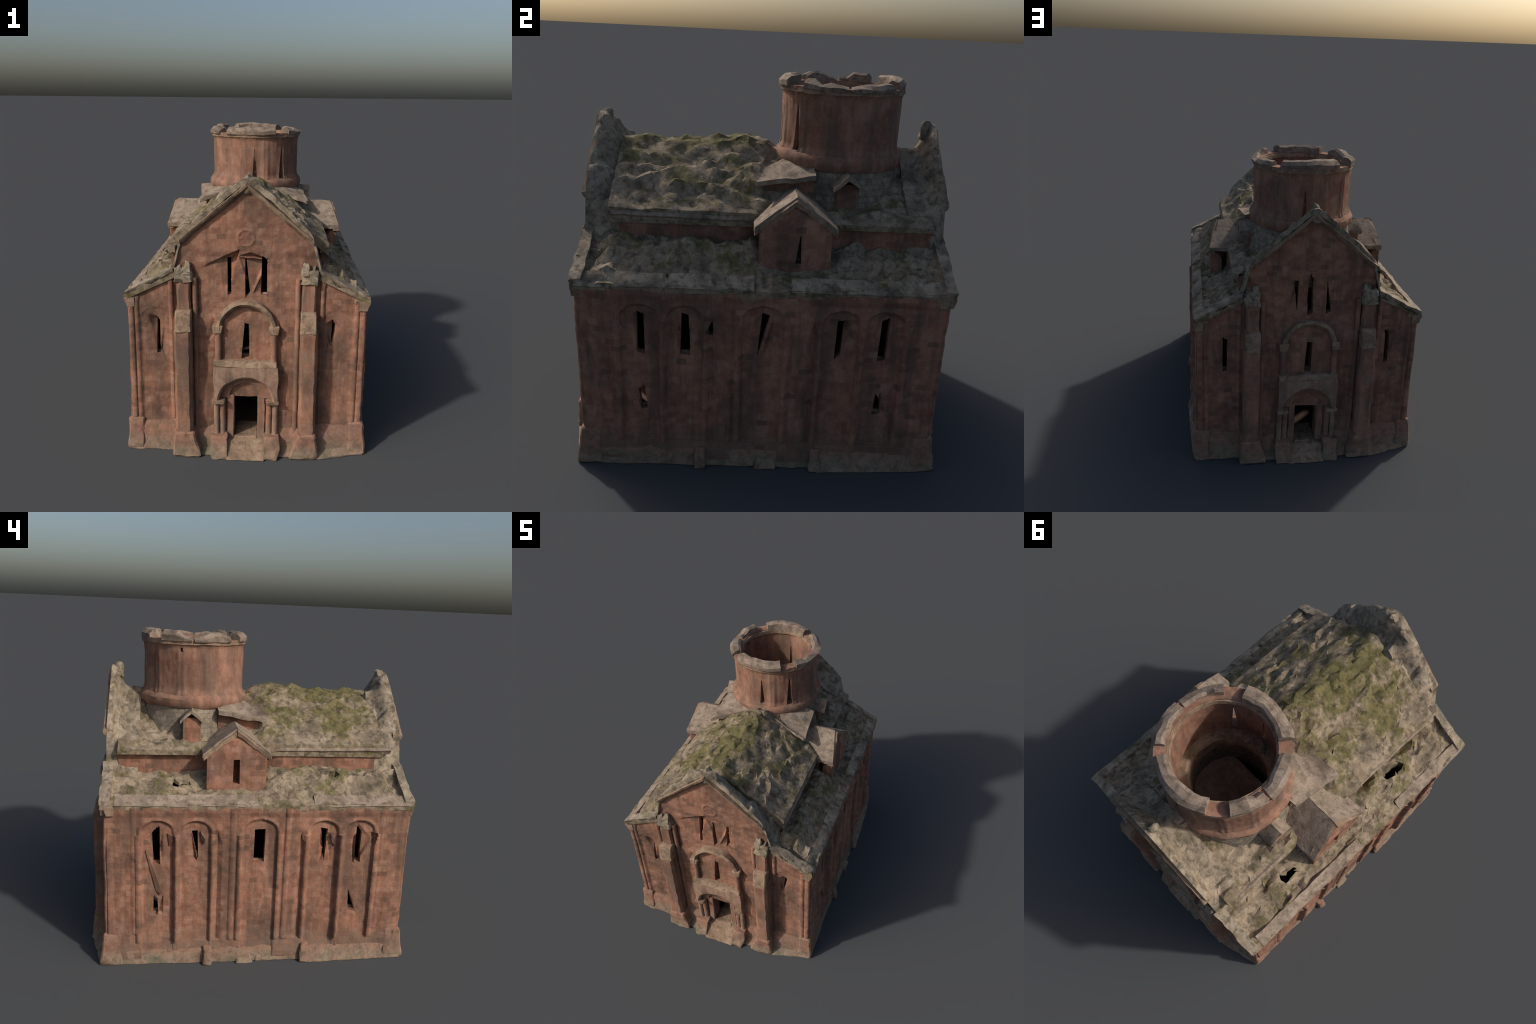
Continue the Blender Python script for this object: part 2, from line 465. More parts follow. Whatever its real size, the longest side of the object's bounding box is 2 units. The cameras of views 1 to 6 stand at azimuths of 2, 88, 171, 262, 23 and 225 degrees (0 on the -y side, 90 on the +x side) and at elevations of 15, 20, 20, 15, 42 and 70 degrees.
# the west wall's frame runs the other way (u = -y)
WEST_OPEN = [
    [(-0.598, 0.80), (-0.562, 0.84), (-0.560, 0.615), (-0.590, 0.62)],
    [(-0.380, 0.812), (-0.352, 0.815), (-0.348, 0.64)],
    [(-0.026, 0.818), (0.024, 0.822), (0.022, 0.622), (-0.028, 0.632)],
    [(0.350, 0.828), (0.384, 0.82), (0.374, 0.62)],
    [(0.558, 0.842), (0.586, 0.80), (0.586, 0.615), (0.556, 0.622)],
    [(-0.590, 0.43), (-0.572, 0.41), (-0.568, 0.318), (-0.592, 0.322)],
    [(0.536, 0.45), (0.574, 0.318), (0.545, 0.318)],
]
def widen(poly, f):
    c = sum(p[0] for p in poly) / len(poly)
    return [(c + (p[0] - c) * f, p[1]) for p in poly]

for k, holes, seed in ((1, [widen(h, 1.22) for h in EAST_OPEN], 2.0), (3, [widen(h, 1.22) for h in WEST_OPEN], 6.0)):
    wall = panel("side_wall", lambda u, z, d, k=k: turn(k, u, XW + d, z), span(-0.845, 0.845, 0.0052),
                 span(0.03, 0.948, 0.0055), side_depth(seed, EAST_SPALL if k == 1 else WEST_SPALL), holes, 0.04, M_WALL)
    for i, h in enumerate(holes):               # worn pale sills under the slits
        us = [p[0] for p in h]
        if i < 7:
            block("window_sill", k, min(us) - 0.004, max(us) + 0.004, XW - 0.045, XW - 0.012, min(p[1] for p in h) - 0.012,
                  min(p[1] for p in h) + 0.008, M_TRIM, amp=0.003, seed=i + seed, top_d=XW - 0.03, parent=wall)

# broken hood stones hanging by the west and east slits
def chip(k, pts, d, t, mat, seed, parent=None):
    """small broken slab: triangle or quad outline in the wall frame with a thick back"""
    bm = bmesh.new()
    fr = [bm.verts.new(turn(k, p[0], d + (p[2] if len(p) > 2 else 0), p[1])) for p in pts]
    bk = [bm.verts.new(turn(k, p[0] * 0.98 + 0.02 * pts[0][0], d - t, p[1])) for p in pts]
    bm.faces.new(fr)
    bm.faces.new(bk[::-1])
    n = len(pts)
    for i in range(n):
        bm.faces.new((fr[i], fr[(i + 1) % n], bk[(i + 1) % n], bk[i]))
    bmesh.ops.subdivide_edges(bm, edges=bm.edges[:], cuts=2, use_grid_fill=True)
    bmesh.ops.triangulate(bm, faces=[f for f in bm.faces if len(f.verts) > 4])
    roughen(bm, 0.002, 20, seed)
    bmesh.ops.recalc_face_normals(bm, faces=bm.faces)
    me = bpy.data.meshes.new("broken_hood_stone")
    bm.to_mesh(me)
    bm.free()
    return finish("broken_hood_stone", me, mat, parent, 30)

CHIPS = [(3, [(-0.635, 0.70), (-0.60, 0.62, .006), (-0.545, 0.45, .014), (-0.548, 0.44, .012), (-0.578, 0.46)]),
         (3, [(-0.515, 0.80), (-0.488, 0.79, .014), (-0.486, 0.76, .016), (-0.505, 0.725)]),
         (3, [(-0.335, 0.81), (-0.31, 0.77, .014), (-0.312, 0.735), (-0.325, 0.755)]),
         (3, [(0.405, 0.79), (0.43, 0.76, .01), (0.432, 0.72), (0.412, 0.745)]),
         (3, [(0.235, 0.80), (0.262, 0.785, .014), (0.262, 0.745, .01), (0.24, 0.765)]),
         (1, [(-0.68, 0.81), (-0.645, 0.755, .012), (-0.66, 0.73), (-0.672, 0.735)]),
         (1, [(0.46, 0.74), (0.49, 0.78, .012), (0.485, 0.80), (0.465, 0.765)]),
         (1, [(0.25, 0.80), (0.285, 0.76, .014), (0.27, 0.70), (0.255, 0.73)]),
         (1, [(0.66, 0.80), (0.70, 0.81, .012), (0.69, 0.74), (0.665, 0.70)])]
for i, (k, pts) in enumerate(CHIPS):
    chip(k, pts, XW + 0.010, 0.026, M_PIER, i * 2.1)

# ------------------------------------------------------------------ end walls
def gable_top(u):
    a = abs(u)
    return profile([(0, 1.592), (0.372, 1.282), (0.384, 1.265), (0.404, 1.11), (0.417, 1.085), (0.69, 0.935)], a)

def end_depth(seed, dents, spalls):
    def f(u, z):
        d = wob(u, z, seed)
        a = abs(u)
        if a > 0.42:                              # wing bays
            r = a - 0.52
            h = 0.83 + 0.06 * sqrt(max(0, 1 - (r / 0.085) ** 2)) if abs(r) < 0.085 else 0.83
            d += 0.010 - 0.004 * sstep(0.095, 0.085, abs(r)) * sstep(h + 0.01, h - 0.01, z)
            if z > 0.19:
                for c, rr, hh in ((0.664, 0.018, 0.010), (0.630, 0.013, 0.008), (0.432, 0.014, 0.012)):
                    d += hh * sqrt(max(0, 1 - ((a - c) / rr) ** 2))
        else:
            # wheel medallion in the gable
            r = math.hypot(u + 0.004, z - 1.307)
            d += 0.0045 * max(0, 1 - abs(r - 0.046) / 0.010)
            if r < 0.036:
                th = atan2(z - 1.307, u + 0.004)
                d += 0.003 * (0.5 + 0.5 * cos(6 * th)) * (r / 0.036) - 0.002
            # window band set back below the gable field
            d += 0.016 * sstep(0.93, 0.80, z) + 0.008 * sstep(1.18, 1.24, z)
            # arched field above the portal
            rr = math.hypot(u, max(0, z - 0.775))
            if z > 0.57:
                d += 0.005 * sstep(0.158, 0.148, rr)
        d += min(facet(u, z, t) for t in spalls)
        for (cu, cz, su, sz, dd) in dents:
            d += dd * math.exp(-((u - cu) / su) ** 2 - ((z - cz) / sz) ** 2)
        return d
    return f

SOUTH_OPEN = [
    [(-0.112, 1.185), (-0.090, 1.187), (-0.086, 0.975), (-0.108, 0.972)],
    [(-0.010, 1.19), (-0.002, 1.18), (0.020, 0.985), (-0.008, 0.955)],
    [(0.085, 1.20), (0.115, 1.182), (0.116, 0.972), (0.080, 0.975)],
    [(-0.010, 0.812), (0.016, 0.806), (0.019, 0.592), (-0.028, 0.590)],
    [(-0.070, 0.072), (-0.070, 0.347), (0.068, 0.350), (0.068, 0.072)],
    [(-0.520, 0.815), (-0.500, 0.818), (-0.500, 0.61), (-0.522, 0.608)],
    [(0.495, 0.825), (0.512, 0.80), (0.506, 0.75), (0.486, 0.665)],
]
NORTH_OPEN = [      # seen from the north: u = -x
    [(-0.108, 1.198), (-0.078, 1.195), (-0.084, 0.99)],
    [(-0.010, 1.24), (0.012, 1.20), (0.014, 0.985), (-0.022, 0.968)],
    [(0.094, 1.198), (0.130, 0.985), (0.094, 0.972)],
    [(-0.014, 0.80), (0.020, 0.795), (0.016, 0.592), (-0.026, 0.59)],
    [(-0.070, 0.072), (-0.070, 0.347), (0.068, 0.342), (0.068, 0.072)],
    [(-0.525, 0.83), (-0.498, 0.825), (-0.503, 0.615), (-0.530, 0.61)],
    [(0.485, 0.845), (0.512, 0.835), (0.510, 0.635), (0.484, 0.625)],
]
SOUTH_SPALL = [((-0.29, 1.125, 0), (-0.035, 1.245, -.046), (-0.112, 0.975, -.004)), ((-0.035, 1.245, -.046), (-0.112, 0.975, -.004), (-0.09, 1.19, -.05)),
               ((-0.05, 1.20, -.012), (0.02, 1.225, -.035), (0.125, 1.185, -.045)), ((-0.05, 1.20, -.012), (0.03, 0.97, 0), (0.125, 1.185, -.045)), ((0.03, 0.97, 0), (0.085, 0.97, -0.02), (0.125, 1.185, -.045)),
               ((-0.57, 0.86, 0), (-0.52, 0.62, 0), (-0.505, 0.83, -.03)), ((-0.47, 0.84, 0), (-0.44, 0.50, 0), (-0.50, 0.63, -.012)),
               ((0.44, 0.80, 0), (0.50, 0.84, -.03), (0.49, 0.66, -.025)), ((0.55, 0.80, 0), (0.50, 0.83, -.02), (0.44, 0.56, 0)), ((0.19, 0.86, 0), (0.24, 0.62, 0), (0.165, 0.72, -.02)), ((-0.19, 0.88, 0), (-0.24, 0.66, 0), (-0.165, 0.76, -.02))]
NORTH_SPALL = [((-0.135, 1.20, 0), (-0.14, 0.98, 0), (-0.085, 1.18, -.03)), ((0.0, 1.26, -.01), (-0.06, 1.16, 0), (0.0, 0.97, -.03)), ((0.03, 1.22, 0), (0.03, 0.98, 0), (0.0, 1.20, -.025)),
               ((0.14, 1.21, 0), (0.14, 0.97, 0), (0.095, 0.98, -.03)), ((-0.57, 0.80, 0), (-0.51, 0.60, -.01), (-0.52, 0.85, -.03)), ((0.46, 0.86, -.01), (0.56, 0.84, 0), (0.50, 0.80, -.03)), ((0.54, 0.84, 0), (0.53, 0.60, 0), (0.51, 0.72, -.025))]
SOUTH_DENTS = [(0.25, 0.30, 0.05, 0.16, 0.006), (-0.25, 0.30, 0.05, 0.16, 0.018), (0.5, 0.80, 0.035, 0.05, -0.016), (-0.53, 0.80, 0.03, 0.06, -0.014), (-0.23, 0.98, 0.10, 0.07, 0.012)]
NORTH_DENTS = [(0.0, 1.14, 0.05, 0.09, -0.012), (-0.5, 0.80, 0.035, 0.06, -0.014), (0.5, 0.82, 0.035, 0.06, -0.014), (0.25, 0.30, 0.05, 0.16, 0.006), (-0.25, 0.30, 0.05, 0.16, 0.018)]

def arch_ring(name, k, zc, r0, r1, d0, d1, mat, seed, parent, a0=0.0, a1=180.0, flare=0.0, amp=0.003, sq=1.0):
    """ring of voussoirs standing out from an end wall"""
    def ring(a):
        t = radians(a)
        c, s = cos(t), sin(t) * sq
        return [turn(k, r0 * c, d0, zc + r0 * s), turn(k, r0 * c, d1, zc + r0 * s), turn(k, (r0 + r1) / 2 * c, d1 + flare, zc + (r0 + r1) / 2 * s),
                turn(k, r1 * c, d1 + flare * 0.4, zc + r1 * s), turn(k, r1 * c, d0, zc + r1 * s)]
    return sweep(name, span(a0, a1, 6), ring, mat, amp=amp, scale=13, seed=seed, parent=parent, angle=42)

def portal(k, seed):
    por = bpy.data.objects.new("portal", None)
    bpy.context.scene.collection.objects.link(por)
    por.parent = ROOT
    # arched porch slab: square outline, round opening
    def ring(a):
        t = radians(a)
        c, s = cos(t), sin(t)
        o = min(0.186 / max(abs(c), 1e-6), 0.222 / max(s, 1e-6))
        r = 0.157
        return [turn(k, r * c, 0.84, 0.332 + r * s), turn(k, r * c, 0.914, 0.332 + r * s), turn(k, (r + .012) * c, 0.924, 0.332 + (r + .012) * s),
                turn(k, o * c, 0.918, 0.332 + o * s), turn(k, o * c, 0.84, 0.332 + o * s)]
    corner = math.degrees(atan2(0.222, 0.186))
    angs = sorted(set(span(0, corner, 5) + span(corner, 180 - corner, 5) + span(180 - corner, 180, 5)))
    sweep("porch_arch", angs, ring, M_PORTAL, amp=0.006, scale=11, seed=seed, parent=por, angle=40)
    arch_ring("inner_arch", k, 0.345, 0.098, 0.156, 0.84, 0.878, M_PIER, seed + 1, por, amp=0.004)
    block("lintel", k, -0.10, 0.10, 0.82, 0.864, 0.347, 0.45, M_PIER, amp=0.004, seed=seed + 2, parent=por)
    for s in (-1, 1):
        us = sorted((s * 0.070, s * 0.112))
        block("jamb", k, us[0], us[1], 0.80, 0.876, 0.06, 0.36, M_PIER, amp=0.004, seed=seed + 3 * s, parent=por)
        column("colonnette", k, s * 0.137, 0.878, 0.019, 0.09, 0.335, M_PIER, seed=seed + s, flare=0.25, parent=por)
        column("colonnette", k, s * 0.172, 0.888, 0.017, 0.09, 0.335, M_PORTAL, seed=seed + 5 * s, flare=0.25, parent=por)
        us = sorted((s * 0.122, s * 0.195))
        block("impost", k, us[0], us[1], 0.84, 0.925, 0.318, 0.343, M_TRIM, amp=0.006, seed=seed + 8 * s, parent=por)
        us = sorted((s * 0.106, s * 0.198))
        block("portal_base", k, us[0], us[1], 0.82, 0.935, 0.0, 0.118, M_BASE, amp=0.012, scale=16, seed=seed + 9 * s, parent=por, bot=(0.0, 0.0, 0.055), cut=0.014)
        column("niche_shaft", k, s * 0.160, 0.878, 0.020, 0.583, 0.762, M_PIER, seed=seed + 4 * s, flare=0.15, parent=por)
        us = sorted((s * 0.137, s * 0.187))
        block("capital", k, us[0], us[1], 0.835, 0.905, 0.752, 0.802, M_TRIM, amp=0.007, seed=seed + 6 * s, parent=por, taper=-0.004)
    # worn ramp of the doorstep
    block("doorstep", k, -0.112, 0.112, 0.74, 0.965, 0.0, 0.082, M_TRIM, amp=0.005, seed=seed + 21, parent=por, top_d=0.905, bot=(0, 0, 0.032), cut=0.014)
    block("threshold", k, -0.068, 0.068, 0.70, 0.885, 0.02, 0.092, M_TRIM, amp=0.004, seed=seed + 22, parent=por)
    block("portal_sill", k, -0.186, 0.178, 0.84, 0.918, 0.553, 0.586, M_TRIM, amp=0.005, seed=seed + 23, parent=por, top_d=0.908)
    arch_ring("hood_arch", k, 0.778, 0.138, 0.170, 0.835, 0.888, M_TRIM, seed + 24, por, flare=0.014, amp=0.006, a0=-4, a1=184)
    return por

def pier(k, s, seed):
    def seg(name, w0, w1, d, z0, z1, mat, amp, **kw):
        us = sorted((s * w0, s * w1))
        return block(name, k, us[0], us[1], 0.83, d, z0, z1, mat, amp=amp, seed=seed + z0 * 9, **kw)
    body = seg("pier", 0.308, 0.408, 0.953, 0.13, 0.79, M_PIER, 0.005, bevel=0.016)
    seg("pier_base", 0.302, 0.415, 0.962, 0.0, 0.155, M_BASE, 0.008, parent=body, bot=((0.046, 0.012, 0.014) if s > 0 else (0.012, 0.046, 0.014)), bevel=0.01, cut=0.015)
    seg("pier_capital", 0.308, 0.398, 0.957, 0.775, 0.895, M_TRIM, 0.005, parent=body, top_d=0.935, bevel=0.006)
    column("pier_shaft", k, s * 0.292, 0.866, 0.016, 0.12, 1.08, M_PIER, seed=seed + 3, parent=body)
    seg("pier_upper", 0.314, 0.392, 0.897, 0.88, 1.08, M_PIER, 0.005, parent=body, bevel=0.01)
    cap = seg("broken_cap", 0.308, 0.402, 0.905, 1.055, 1.135, M_RUBBLE, 0.016, parent=body, scale=22, top_d=0.885, cut=0.016, angle=25)
    for j, (c, w, zt) in enumerate(((0.332, 0.022, 1.172), (0.384, 0.016, 1.150))):
        us = sorted((s * (c - w), s * (c + w)))
        block("cap_shard", k, us[0], us[1], 0.85, 0.90 - 0.006 * j, 1.10, zt, M_RUBBLE, amp=0.012, scale=26, seed=seed + 31 + j,
              taper=0.007, top_d=0.872, parent=cap, cut=0.012, angle=25)

for k, holes, dents, spalls, seed in ((0, SOUTH_OPEN, SOUTH_DENTS, SOUTH_SPALL, 3.0), (2, NORTH_OPEN, NORTH_DENTS, NORTH_SPALL, 9.0)):
    wall = panel("end_wall", lambda u, z, d, k=k: turn(k, u, YW + d, z), span(-0.682, 0.682, 0.0052),
                 span(0.03, 1.60, 0.0055), end_depth(seed, dents, spalls), holes, 0.065, M_WALL, top=gable_top)
    for i, h in enumerate(holes):
        us = [p[0] for p in h]
        if i != 4:
            zb = min(p[1] for p in h)
            block("window_sill", k, min(us) - 0.004, max(us) + 0.004, YW - 0.045, YW - 0.012, zb - 0.012, zb + 0.008, M_TRIM,
                  amp=0.003, seed=i + seed, top_d=YW - 0.03, parent=wall)
    portal(k, seed)
    for s in (-1, 1):
        pier(k, s, seed + 2 * s)
        # raking coping of the gable and of the aisle half-gables
        def rake(a, k=k, s=s):
            u, z = a
            return [turn(k, s * u, 0.83, z - 0.026), turn(k, s * u, 0.862, z - 0.028), turn(k, s * u, 0.884, z - 0.006), turn(k, s * u, 0.887, z + 0.010), turn(k, s * u, 0.83, z + 0.016)]
        pts = [(u, 1.603 - 0.838 * u) for u in span(0.0, 0.372, 0.02)]
        sweep("gable_coping", pts, rake, M_TRIM, amp=0.004, seed=seed + s, angle=40, parent=wall)
        pts = [(u, 1.118 - 0.525 * (u - 0.417)) for u in span(0.412, 0.693, 0.02)]
        sweep("aisle_coping", pts, lambda a, k=k, s=s: [(p[0], p[1] * 0.994, p[2]) for p in rake(a)], M_RUBBLE, amp=0.009, seed=seed + 3 * s, angle=40, parent=wall)

# ------------------------------------------------------------------ foot of the walls
def foot_reach(u):
    """outward reach of the end-wall foot: scree slopes out towards the pier on the u > 0 wing"""
    a = abs(u)
    if a < 0.30:
        return 0.945
    if u > 0:
        return lerp(0.968, 0.890, (a - 0.42) / 0.29) if a > 0.42 else 0.968
    return 0.900

for k, half, D, dz in ((0, 0.70, 0.858, 0.175), (1, 0.88, 0.688, 0.146), (2, 0.70, 0.858, 0.175), (3, 0.88, 0.688, 0.146)):
    def prof(u, k=k, D=D, dz=dz):
        foot = foot_reach(u) if k in (0, 2) else (lerp(0.742, 0.714, (u - 0.3) / 0.58) if u > 0.30 else 0.706)
        mid = lerp(D, foot, 0.25) if k in (0, 2) else D + 0.008
        return [(D - 0.03, dz), (D, dz - 0.004), (mid, dz - 0.055), (mid + 0.006, dz - 0.065), (lerp(mid, foot, 0.35), 0.034), (foot, 0.006), (foot, 0.0), (D - 0.03, 0.0)]
    if k in (0, 2):
        for s in (-1, 1):
            sweep("plinth", [s * u for u in span(0.190, half, 0.025)], lambda u, k=k, p=prof: [turn(k, u, d, z) for d, z in p(u)],
                  M_BASE, amp=0.008, scale=12, seed=k + s, angle=40)
    else:
        foot = sweep("plinth", span(-half, half, 0.025), lambda u, k=k, p=prof: [turn(k, u, d, z) for d, z in p(u)], M_BASE, amp=0.007, scale=12, seed=k, angle=40)
        band = [(D - 0.02, dz - 0.004), (D + 0.0065, dz - 0.008), (D + 0.0085, dz - 0.056), (D - 0.02, dz - 0.06)]
        sweep("plinth_band", span(-0.77, 0.77, 0.025), lambda u, k=k, p=band: [turn(k, u, d, z) for d, z in p], M_WALL, amp=0.004, scale=12, seed=k, angle=40, parent=foot)
        for s in (-1, 1):
            block("buttress_stump", k, s * 0.287 - 0.022, s * 0.287 + 0.022, 0.66, 0.735, 0.0, 0.112, M_BASE, amp=0.009, seed=k + s, top_d=0.715, cut=0.014, bevel=0.006, bot=(0.004, 0.004, 0.010))
        m = 0.04 if k == 1 else -0.07
        for c, w, t in ((m, 0.05, 0.045), (m - 0.10, 0.055, 0.035), (m + 0.11, 0.05, 0.05)):
            block("footing_stone", k, c - w, c + w, 0.67, 0.712 + 0.018 * (c == m), 0.0, t, M_BASE, amp=0.012, scale=18, seed=k + c * 9, taper=0.010, cut=0.014, top_d=0.70)
for sx in (-1, 1):
    for sy in (-1, 1):
        us = sorted((sx * 0.61, sx * 0.700))
        block("corner_base", 0 if sy < 0 else 2, *(us if sy < 0 else (-us[1], -us[0])), 0.77, 0.872, 0.0, 0.195, M_FOOT, amp=0.007, seed=sx + 3 * sy,
              bot=(0.012 if (sx < 0) == (sy < 0) else 0, 0.012 if (sx > 0) == (sy < 0) else 0, 0.026), bevel=0.008)
        block("corner_capital", 0 if sy < 0 else 2, *(us if sy < 0 else (-us[1], -us[0])), 0.80, 0.872, 0.895, 0.962, M_TRIM, amp=0.005, seed=sx + 5 * sy,
              bot=(-0.015 if us[0] < 0 else 0, -0.015 if us[0] > 0 else 0, -0.025), bevel=0.008)

# ------------------------------------------------------------------ roofs
def lumps(x, y, seed, amp):
    """broken, slipped roof slabs: angular folds drawn out along the building"""
    a = fbm(x * 1.9, y, 0.3, 9.5, seed, 2)
    b = noise.voronoi(Vector((x * 14 + seed, y * 9, seed)))[0]
    w = 0.55 + 0.9 * max(0.0, min(1.0, 0.5 + 1.2 * nz(x * 1.4, y, 0.8, 4.5, seed)))
    return amp * (0.85 * a + 1.1 * w * (b[1] - b[0]) - 0.45 + 0.30 * nz(x, y, 0, 24, seed))

def rubble_sheet(name, xs, ys, height, thick, mat, seed, jit, holes=(), angle=30, parent=None, floor=None):
    """heightfield of jittered, triangulated facets with a closed underside"""
    rr = random.Random(seed)
    nx, ny = len(xs), len(ys)
    dx, dy = abs(xs[1] - xs[0]), abs(ys[1] - ys[0])
    top, bot = [], []
    for i in range(nx):
        for j in range(ny):
            x, y = xs[i], ys[j]
            if 0 < i < nx - 1:
                x += rr.uniform(-1, 1) * jit * dx
            if 0 < j < ny - 1:
                y += rr.uniform(-1, 1) * jit * dy
            z = height(x, y)
            top.append((x, y, z))
            bot.append((x, y, (floor(x, y) if floor else z) - thick))
    N = len(top)
    faces = []
    for i in range(nx - 1):
        for j in range(ny - 1):
            a, b, c, d = i * ny + j, (i + 1) * ny + j, (i + 1) * ny + j + 1, i * ny + j + 1
            tri = ((a, b, c), (a, c, d)) if rr.random() < 0.5 else ((a, b, d), (b, c, d))
            for t in tri:
                cx = sum(top[v][0] for v in t) / 3
                cy = sum(top[v][1] for v in t) / 3
                if any(in_poly((cx, cy), h) for h in holes):
                    continue
                faces.append(t)
    cnt = {}
    for f in faces:
        for e in zip(f, f[1:] + f[:1]):
            cnt[e] = 1
    rim = [(a, b) for (a, b) in cnt if (b, a) not in cnt]
    allf = list(faces) + [tuple(v + N for v in reversed(f)) for f in faces] + [(b, a, a + N, b + N) for a, b in rim]
    return add(name, top + bot, allf, mat, parent, angle)

def nave_z(x):
    a = abs(x)
    return 1.530 - 0.60 * a - 0.16 * a * a - 0.02 * math.exp(-(a / 0.05) ** 2)

def nave_height(x, y):
    a = abs(x)
    edge = sstep(0.462, 0.41, a)
    z = nave_z(x) + lumps(x, y, 4.0, 0.026) * (0.25 + 0.75 * edge)
    if y < 0.1:                                     # swollen vault of the long arm
        z += (0.024 + 0.018 * sstep(0.08, 0.26, a)) * sstep(0.06, -0.08, y)
    course = (a / 0.085) % 1.0                      # stepped courses of slipped slabs
    z += 0.012 * (course - 0.4) * edge * (0.5 + 0.9 * nz(x * 3, y * 5, 0, 1.0, 8))
    if y < 0.1:
        z += 0.036 * math.exp(-(a / 0.16) ** 2) * math.exp(-((y + 0.15) / 0.10) ** 2)
    else:
        z -= 0.055 * sstep(0.02, 0.16, a) * sstep(0.44, 0.30, a) * sstep(0.05, 0.22, y)
    return z

WELL = [(0.21 * cos(radians(t)), YD_C + 0.21 * sin(radians(t))) for t in range(0, 360, 12)]
rubble_sheet("nave_roof", span(-0.464, 0.464, 0.0175), span(-0.745, 0.80, 0.0215), nave_height, 0.03, M_ROOF, 3, 0.38, [WELL], floor=lambda x, y: nave_z(x) - 0.06 * (y > 0.06) * sstep(0.05, 0.2, abs(x)) * sstep(0.44, 0.3, abs(x)))

def aisle_height(x, y):
    a = abs(x)
    z = 1.103 - 0.475 * (a - 0.42)
    edge = sstep(0.70, 0.655, a)
    z += lumps(x, y, 14.0 + (3 if x > 0 else 0), 0.024) * (0.15 + 0.85 * edge)
    course = ((0.705 - a) / 0.062) % 1.0
    slab = noise.cell(Vector((a / 0.062, y / 0.085, 3.0)))
    z += 0.010 * (0.5 - course) * (0.4 + 0.6 * edge) + 0.007 * (slab - 0.5)
    z += 0.056 * sstep(0.68, 0.52, a) * (0.30 + 0.70 * sstep(0.42, 0.50, a)) * sstep(0.02, -0.08, y) * sstep(-0.80, -0.70, y) - 0.010 * (y > 0.3) * (x < 0)
    z -= 0.012 * sstep(0.2, 0.0, abs(y - 0.0)) * sstep(0.62, 0.70, a) * (x > 0)
    return z + 0.004

W_HOLES = [[(-0.55, 0.395), (-0.512, 0.39), (-0.507, 0.495), (-0.54, 0.495)],
           [(-0.545, -0.44), (-0.535, -0.475), (-0.505, -0.46), (-0.495, -0.36), (-0.515, -0.32), (-0.54, -0.335)],
           [(-0.545, 0.19), (-0.525, 0.19), (-0.520, 0.235), (-0.545, 0.225)],
           [(-0.575, -0.14), (-0.56, -0.14), (-0.56, -0.11)]]
E_HOLES = [[(0.575, 0.305), (0.60, 0.31), (0.60, 0.345), (0.58, 0.34)], [(0.60, 0.435), (0.62, 0.44), (0.615, 0.47)]]
for s, holes in ((-1, W_HOLES), (1, E_HOLES)):
    rubble_sheet("aisle_roof", [s * x for x in span(0.395, 0.700, 0.0165)], span(-0.876, 0.876, 0.0205), aisle_height, 0.028,
                 M_ROOF, 21 + s, 0.38, holes, floor=lambda x, y: 1.098 - 0.475 * (abs(x) - 0.42))
    k = 1 if s > 0 else 3
    prof = [(0.64, 0.955), (0.698, 0.960), (0.700, 0.942), (0.692, 0.925), (0.684, 0.90), (0.64, 0.90)]
    sag = lambda u: -0.014 * math.exp(-(u / 0.25) ** 2)
    eave = sweep("eave_cornice", span(-0.874, 0.874, 0.03), lambda u, k=k: [turn(k, u, d, z + sag(u)) for d, z in prof], M_TRIM, amp=0.005, seed=30 + s, angle=40)
    spans = [(-0.80, -0.02), (0.30, 0.86)] if s < 0 else [(-0.86, -0.45), (-0.44, -0.05), (0.12, 0.84)]
    for j, (a, b) in enumerate(spans):             # long flat slabs lying along the eave
        def ring(u, k=k):
            return [turn(k, u, 0.630, 0.994), turn(k, u, 0.640, 1.008), turn(k, u, 0.698, 0.974), turn(k, u, 0.704, 0.962), turn(k, u, 0.694, 0.950), turn(k, u, 0.640, 0.96)]
        sweep("eave_slab", span(a, b, 0.03), ring, M_SLAB if s < 0 else M_RUBBLE, amp=0.007, scale=9, seed=40 + j + s, angle=40, parent=eave)
    # clerestory wall and its eave
    cler = panel("clerestory_wall", lambda u, z, d, k=k: turn(k, u, 0.430 + 0.022 * sstep(0.04, 0.14, u if k == 3 else -u) + d, z), (span(-0.70, 0.80, 0.016) if k == 1 else span(-0.80, 0.70, 0.016)), span(1.05, 1.225, 0.012),
                 lambda u, z: wob(u, z, 50 + k) * 0.7, [], 0.03, M_WALL)
    prof2 = [(0.40, 1.226), (0.452, 1.236), (0.460, 1.220), (0.446, 1.206), (0.436, 1.192), (0.40, 1.190)]
    sweep("clerestory_cornice", span(-0.73, 0.79, 0.03), lambda u, k=k: [turn(k, u, d + 0.014 * sstep(0.04, 0.14, u if k == 3 else -u), z - 0.012 * (u if k == 1 else -u)) for d, z in prof2], M_SLAB, amp=0.004, seed=60 + s, angle=40, parent=cler)

# rough parapets over both gables
def crest(x):
    return profile([(0, 1.648), (0.05, 1.622), (0.20, 1.492), (0.36, 1.338), (0.385, 1.27), (0.41, 1.15), (0.445, 1.08)], abs(x))

def foot_line(x):
    a = abs(x)
    return lerp(nave_z(x) + 0.006, 1.085, sstep(0.385, 0.445, a))

